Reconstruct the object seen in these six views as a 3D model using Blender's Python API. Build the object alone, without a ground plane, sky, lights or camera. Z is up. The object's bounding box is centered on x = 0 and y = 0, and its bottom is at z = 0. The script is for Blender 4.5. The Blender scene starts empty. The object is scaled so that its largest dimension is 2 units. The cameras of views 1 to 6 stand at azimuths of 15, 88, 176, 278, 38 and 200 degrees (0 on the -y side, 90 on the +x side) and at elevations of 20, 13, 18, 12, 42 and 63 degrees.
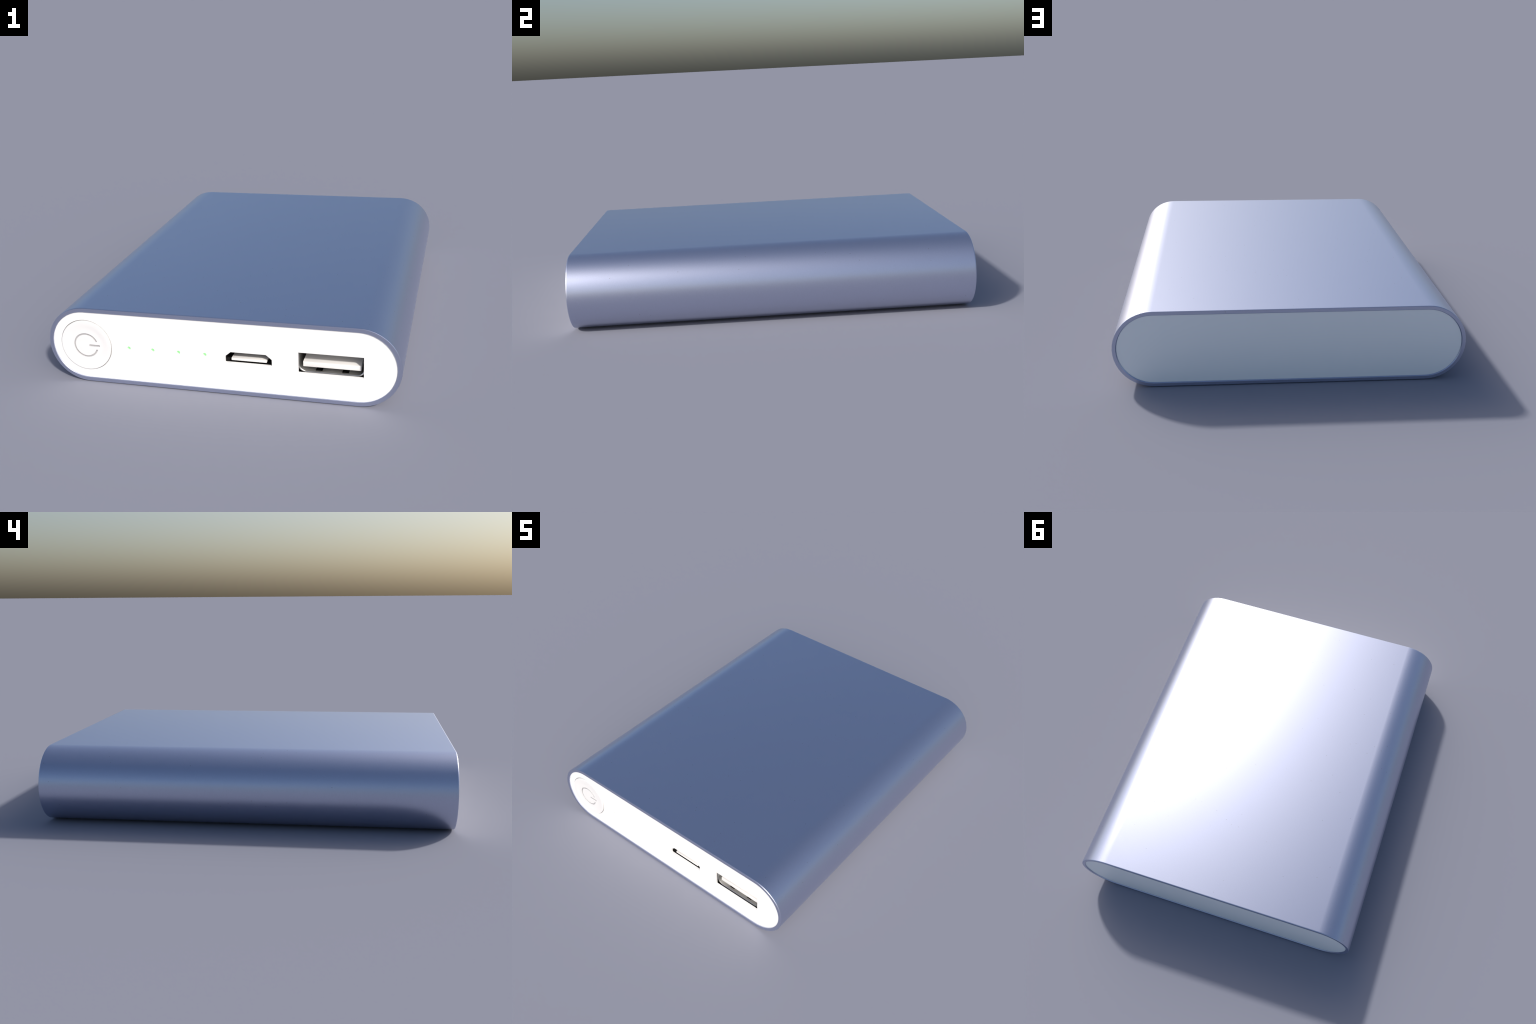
"""A slim pocket power bank: an anodised aluminium sleeve with a stadium-shaped
cross-section, closed at both ends by white plastic panels.  The front panel carries
a round power button, four small charge lights, a micro socket and a wide socket."""
import bpy, bmesh, math
from mathutils import Vector

# ------------------------------------------------------------------ sizes (metres)
HALF_LENGTH = 1.0                  # along y
R = 0.1880                         # radius of the rounded long sides
HALF_FLAT = 0.6391                 # half width of the flat top and bottom
MID = R                            # height of the centre line
WALL = 0.0200                      # thickness of the sleeve
FRONT_EDGE = (0.0020, 0.0040)      # broken outer edge of the rims: inwards, along the sleeve
BACK_EDGE = (0.0022, 0.0034)
PANEL_Y = 0.9950                   # outer face of both end panels (slightly sunk)
PANEL_DEPTH = 0.0100
ARC = 24                           # segments per half circle

BUTTON = Vector((-0.6395, 0.1876)) # (x, z) of the button
BUTTON_R = 0.1243
BUTTON_GAP = 0.0037
LIGHT_X = (-0.4258, -0.3083, -0.1832, -0.0573)
LIGHT_R = 0.0086
WIDE = dict(x0=0.3738, x1=0.6622, z0=0.1387, z1=0.2374)      # opening of the wide socket
MICRO = dict(x0=0.0395, x1=0.2545, z0=0.1598, z1=0.2119, cut_x=0.0262, cut_z=0.0222)

# ------------------------------------------------------------------ materials


def material(name):
    m = bpy.data.materials.new(name)
    m.use_nodes = True
    nt = m.node_tree
    return m, nt, nt.nodes["Principled BSDF"]


def node(nt, kind, **values):
    n = nt.nodes.new(kind)
    for k, v in values.items():
        if k in n.inputs:
            n.inputs[k].default_value = v
        else:
            setattr(n, k, v)
    return n


def plain(name, colour, roughness=0.5, metallic=0.0, specular=0.5):
    m, nt, b = material(name)
    b.inputs["Base Color"].default_value = (*colour, 1)
    b.inputs["Roughness"].default_value = roughness
    b.inputs["Metallic"].default_value = metallic
    b.inputs["Specular IOR Level"].default_value = specular
    return m, nt, b


ALUMINIUM = (0.490, 0.530, 0.678)


def aluminium():
    """Bead-blasted, anodised blue-grey metal with a fine grain and rare tiny pits."""
    m, nt, b = plain("blasted_aluminium", ALUMINIUM, 0.37, 0.955)
    L = nt.links.new
    co = node(nt, "ShaderNodeTexCoord")
    grain = node(nt, "ShaderNodeTexNoise", Scale=210.0, Detail=2.0, Roughness=0.6)
    L(co.outputs["Object"], grain.inputs["Vector"])
    # rare pits: the middles of voronoi cells, kept only where the cell's own random value is high
    cells = node(nt, "ShaderNodeTexVoronoi", Scale=26.0, Randomness=1.0)
    L(co.outputs["Object"], cells.inputs["Vector"])
    split = node(nt, "ShaderNodeSeparateColor")
    L(cells.outputs["Color"], split.inputs["Color"])
    rare = node(nt, "ShaderNodeMath", operation="GREATER_THAN")
    rare.inputs[1].default_value = 0.55
    L(split.outputs["Red"], rare.inputs[0])
    near = node(nt, "ShaderNodeMapRange", interpolation_type="SMOOTHSTEP")
    near.inputs["From Min"].default_value = 0.035
    near.inputs["From Max"].default_value = 0.07
    near.inputs["To Min"].default_value = 1.0
    near.inputs["To Max"].default_value = 0.0
    L(cells.outputs["Distance"], near.inputs["Value"])
    pit = node(nt, "ShaderNodeMath", operation="MULTIPLY")
    L(rare.outputs[0], pit.inputs[0])
    L(near.outputs[0], pit.inputs[1])
    # base colour: faint grain, darker pits
    tint = node(nt, "ShaderNodeMapRange")
    tint.inputs["From Min"].default_value, tint.inputs["From Max"].default_value = 0.3, 0.7
    tint.inputs["To Min"].default_value, tint.inputs["To Max"].default_value = 0.975, 1.025
    L(grain.outputs["Fac"], tint.inputs["Value"])
    grained = node(nt, "ShaderNodeVectorMath", operation="SCALE")
    grained.inputs[0].default_value = ALUMINIUM
    L(tint.outputs[0], grained.inputs["Scale"])
    mix = node(nt, "ShaderNodeMix", data_type="RGBA")
    mix.inputs["B"].default_value = (0.33, 0.34, 0.42, 1)
    L(pit.outputs[0], mix.inputs["Factor"])
    L(grained.outputs[0], mix.inputs["A"])
    L(mix.outputs["Result"], b.inputs["Base Color"])
    bump = node(nt, "ShaderNodeBump", Strength=0.07, Distance=0.002)
    L(grain.outputs["Fac"], bump.inputs["Height"])
    L(bump.outputs[0], b.inputs["Normal"])
    return m


SHELL_MAT = aluminium()
PANEL_MAT, _, _ = plain("white_panel_plastic", (0.99, 0.99, 0.97), 0.42)
FRONT_MAT, _, _ = plain("white_front_plastic", (0.90, 0.90, 0.895), 0.42)
BUTTON_MAT, _, _ = plain("white_button_plastic", (0.85, 0.85, 0.85), 0.42)
SHADOW_GREY_MAT, _, _ = plain("shadow_darkened_plastic", (0.55, 0.55, 0.565), 0.5)
TONGUE_MAT, _, _ = plain("ivory_tongue_plastic", (0.86, 0.85, 0.835), 0.5)
CAVITY_MAT, _, _ = plain("black_cavity_plastic", (0.004, 0.004, 0.004), 0.7, 0.0, 0.2)
STEEL_MAT, _, _ = plain("socket_steel", (0.68, 0.68, 0.67), 0.28, 1.0)
LIGHT_MAT, _, _b = plain("green_light_lens", (0.20, 0.78, 0.20), 0.3)
_b.inputs["Emission Color"].default_value = (0.20, 1.0, 0.20, 1)      # the lights are lit
_b.inputs["Emission Strength"].default_value = 1.0

# ------------------------------------------------------------------ mesh helpers


def finish(ob, mat, parent, angle=30.0):
    me = ob.data
    me.materials.clear()
    me.materials.append(mat)
    for p in me.polygons:
        p.use_smooth = True
        p.material_index = 0
    me.set_sharp_from_angle(angle=math.radians(angle))
    ob.parent = parent
    return ob


def from_bmesh(name, bm):
    bmesh.ops.recalc_face_normals(bm, faces=bm.faces)
    me = bpy.data.meshes.new(name)
    bm.to_mesh(me)
    bm.free()
    ob = bpy.data.objects.new(name, me)
    bpy.context.scene.collection.objects.link(ob)
    return ob


def loop(bm, outline, y):
    return [bm.verts.new((x, y, z)) for x, z in outline]


def skin(bm, rings, cap_first=False, cap_last=False, closed=False):
    pairs = list(zip(rings, rings[1:])) + ([(rings[-1], rings[0])] if closed else [])
    for a, b in pairs:
        n = len(a)
        for i in range(n):
            bm.faces.new((a[i], a[(i + 1) % n], b[(i + 1) % n], b[i]))
    if cap_first:
        bm.faces.new(rings[0])
    if cap_last:
        bm.faces.new(rings[-1])


def stadium(inset):
    """Outline of the sleeve, moved inwards by inset, as (x, z) points."""
    r = R - inset
    right = [(HALF_FLAT + r * math.cos(a), MID + r * math.sin(a)) for a in
             (-math.pi / 2 + math.pi * i / ARC for i in range(ARC + 1))]
    return right + [(-x, 2 * MID - z) for x, z in right]


def circle(centre, r, n=96):
    return [(centre[0] + r * math.cos(math.tau * i / n), centre[1] + r * math.sin(math.tau * i / n)) for i in range(n)]


def rectangle(x0, x1, z0, z1):
    return [(x0, z0), (x1, z0), (x1, z1), (x0, z1)]


def round_rectangle(cx, cz, hx, hz, r, n=8):
    out = []
    for k, (sx, sz) in enumerate(((1, 1), (-1, 1), (-1, -1), (1, -1))):
        for i in range(n + 1):
            a = math.pi / 2 * (k + i / n)
            out.append((cx + sx * (hx - r) + r * math.cos(a), cz + sz * (hz - r) + r * math.sin(a)))
    return out


def micro_outline(grow=0.0):
    m = MICRO
    x0, x1, z0, z1 = m["x0"] - grow, m["x1"] + grow, m["z0"] - grow, m["z1"] + grow
    return [(x0, z0), (x1, z0), (x1, z1 - m["cut_z"]), (x1 - m["cut_x"], z1), (x0 + m["cut_x"], z1), (x0, z1 - m["cut_z"])]


def prism(name, outline, y0, y1):
    bm = bmesh.new()
    skin(bm, [loop(bm, outline, y0), loop(bm, outline, y1)], True, True)
    return from_bmesh(name, bm)


def cut(ob, cutters):
    """Subtract the cutters from ob and throw them away."""
    for c in cutters:
        mod = ob.modifiers.new("cut", "BOOLEAN")
        mod.operation, mod.solver, mod.object = "DIFFERENCE", "EXACT", c
        graph = bpy.context.evaluated_depsgraph_get()
        graph.update()
        me = bpy.data.meshes.new_from_object(ob.evaluated_get(graph))
        ob.modifiers.clear()
        old, ob.data = ob.data, me
        bpy.data.meshes.remove(old)
        me.name = ob.name
        mesh = c.data
        bpy.data.objects.remove(c)
        bpy.data.meshes.remove(mesh)


# ------------------------------------------------------------------ the thing
bank = bpy.data.objects.new("power_bank", None)
bank.empty_display_size = 0.2
bpy.context.scene.collection.objects.link(bank)
bank["label"] = "slim blue-grey aluminium power bank with white ends"
bank["category"] = "power bank"

# sleeve: one closed tube, from the inner wall round the front rim, along the outside and back
bm = bmesh.new()


def rim(inner_chamfer, edge):
    """(inset, distance from the end) from the inner wall, round the rim, to the outside."""
    c, (into, along) = inner_chamfer, edge
    return [(WALL, 0.07), (WALL, c), (WALL - c, 0.0), (into, 0.0), (into * 0.3, along * 0.45),
            (0.0, along), (0.0, along * 1.7), (0.0, 0.05)]


profile = [(i, d - HALF_LENGTH) for i, d in rim(0.0007, FRONT_EDGE)] + [(i, HALF_LENGTH - d) for i, d in reversed(rim(0.0034, BACK_EDGE))]
skin(bm, [loop(bm, stadium(i), y) for i, y in profile], closed=True)
sleeve = finish(from_bmesh("sleeve", bm), SHELL_MAT, bank, 35)

# front panel with its openings
FIT = WALL + 0.0003
front = prism("front_panel", stadium(FIT), -PANEL_Y, -PANEL_Y + PANEL_DEPTH)
y0, y1 = -1.1, -0.9
cutters = [prism("hole", circle(BUTTON, BUTTON_R + BUTTON_GAP), y0, y1),
           prism("hole", rectangle(**WIDE), y0, y1),
           prism("hole", micro_outline(), y0, y1)]
cutters += [prism("hole", circle((x, MID), LIGHT_R, 24), y0, y1) for x in LIGHT_X]
cut(front, cutters)
finish(front, FRONT_MAT, bank)

# back panel: a plain slab
finish(prism("back_panel", stadium(FIT), PANEL_Y, PANEL_Y - PANEL_DEPTH), PANEL_MAT, bank)

# power button: a disc with a flat rim and a shallow dish, the power sign sunk into it
BUTTON_Y = -1.0
bm = bmesh.new()
dish = [(BUTTON_R, 0.016), (BUTTON_R, 0.0008), (BUTTON_R - 0.0008, 0.0), (0.1135, 0.0)]
DISH = 0.0018
dish += [(0.1135 - 0.036 * t / 8, DISH * (0.5 - 0.5 * math.cos(math.pi * t / 8))) for t in range(1, 9)]
dish += [(0.04, DISH)]
rings = [loop(bm, circle(BUTTON, r), BUTTON_Y + dy) for r, dy in dish]
skin(bm, rings, True, False)
tip = bm.verts.new((BUTTON[0], BUTTON_Y + DISH, BUTTON[1]))
n = len(rings[-1])
for i in range(n):
    bm.faces.new((rings[-1][i], rings[-1][(i + 1) % n], tip))
button = from_bmesh("power_button", bm)


def arc_band(r0, r1, a0, a1, n=64):
    out = [(BUTTON[0] + r1 * math.cos(a0 + (a1 - a0) * i / n), BUTTON[1] + r1 * math.sin(a0 + (a1 - a0) * i / n)) for i in range(n + 1)]
    return out + [(BUTTON[0] + r0 * math.cos(a1 + (a0 - a1) * i / n), BUTTON[1] + r0 * math.sin(a1 + (a0 - a1) * i / n)) for i in range(n + 1)]


SIGN_DEPTH = 0.0088                # bottom of the engraving below the button's rim
sign = [prism("sign", arc_band(0.0534, 0.0606, math.radians(21), math.radians(339)), -1.1, BUTTON_Y + SIGN_DEPTH),
        prism("sign", rectangle(BUTTON[0] + 0.0165, BUTTON[0] + 0.0685, MID - 0.0042, MID + 0.0042), -1.1, BUTTON_Y + SIGN_DEPTH)]
cut(button, sign)
finish(button, BUTTON_MAT, bank, 25)
button.data.materials.append(SHADOW_GREY_MAT)                       # engraved faces greyed to deepen the groove's shadow lines
for p in button.data.polygons:
    reach = math.hypot(p.center.x - BUTTON[0], p.center.z - BUTTON[1])
    if reach < 0.075 and BUTTON_Y + DISH + 0.0006 < p.center.y < BUTTON_Y + SIGN_DEPTH + 0.001:
        p.material_index = 1
floor = prism("button_well", circle(BUTTON, BUTTON_R + 0.02), -PANEL_Y + PANEL_DEPTH + 0.0005, -PANEL_Y + PANEL_DEPTH + 0.006)
finish(floor, SHADOW_GREY_MAT, bank)  # white floor coloured grey so the gap round the button looks more shadowed

# charge lights: small round lenses at the bottom of their holes
lens = None
for x in LIGHT_X:
    if lens is None:
        bm = bmesh.new()
        steps = [(LIGHT_R - 0.0002, 0.006), (LIGHT_R - 0.0002, 0.0006), (0.0060, 0.0), (0.0030, -0.0004)]
        rings = [loop(bm, circle((0, 0), r, 24), dy) for r, dy in steps]
        skin(bm, rings, True, True)
        lens = from_bmesh("charge_light", bm)
        finish(lens, LIGHT_MAT, bank)
        ob = lens
    else:
        ob = lens.copy()
        bpy.context.scene.collection.objects.link(ob)
    ob.location = (x, -0.9875, MID)


def cavity(name, outline, parent, y_end):
    """Open black box behind an opening of the panel."""
    bm = bmesh.new()
    a = loop(bm, outline, -PANEL_Y + PANEL_DEPTH + 0.0004)
    b = loop(bm, outline, y_end)
    skin(bm, [a, b], False, True)
    ob = from_bmesh(name, bm)
    finish(ob, CAVITY_MAT, parent)
    wall = ob.modifiers.new("wall", "SOLIDIFY")
    wall.thickness, wall.offset = 0.004, 1.0
    return ob


def tongue(name, x0, x1, z0, z1, y_front, y_end, mat, parent):
    """Flat plastic tongue with slightly broken edges."""
    bm = bmesh.new()
    skin(bm, [loop(bm, rectangle(x0, x1, z0, z1), y_front), loop(bm, rectangle(x0, x1, z0, z1), y_end)], True, True)
    bmesh.ops.bevel(bm, geom=list(bm.edges), offset=0.0010, segments=2, affect="EDGES", profile=0.5)
    return finish(from_bmesh(name, bm), mat, parent, 40)


# micro socket
pocket = cavity("micro_socket", micro_outline(0.006), bank, -0.80)
tongue("micro_tongue", 0.0650, 0.2280, 0.1660, 0.1772, -0.9822, -0.803, TONGUE_MAT, pocket)

# wide socket: black pocket, steel sleeve with rounded corners and spring cut-outs, tongue
cx, cz = (WIDE["x0"] + WIDE["x1"]) / 2, (WIDE["z0"] + WIDE["z1"]) / 2
hx, hz = (WIDE["x1"] - WIDE["x0"]) / 2, (WIDE["z1"] - WIDE["z0"]) / 2
pocket = cavity("wide_socket", rectangle(WIDE["x0"] - 0.02, WIDE["x1"] + 0.02, WIDE["z0"] - 0.02, WIDE["z1"] + 0.04), bank, -0.66)
bm = bmesh.new()
T = 0.0070
mouth, back = -0.9775, -0.665
so = lambda g: round_rectangle(cx, cz + 0.011, hx + 0.0065 - g, hz + 0.0175 - g, 0.044 - g)
skin(bm, [loop(bm, so(g), y) for g, y in ((0, back), (0, mouth + 0.001), (0.001, mouth), (T - 0.001, mouth), (T, mouth + 0.001), (T, back))], closed=True)
steel = from_bmesh("socket_sleeve", bm)
cutters = [prism("slot", rectangle(x, x + 0.0310, WIDE["z0"] - 0.05, WIDE["z0"] + 0.02), -0.9620, -0.875) for x in (0.4437, 0.5615)]
cut(steel, cutters)
finish(steel, STEEL_MAT, pocket, 35)
tongue("socket_tongue", 0.3905, 0.6470, 0.1585, 0.1825, -0.968, -0.668, TONGUE_MAT, pocket)
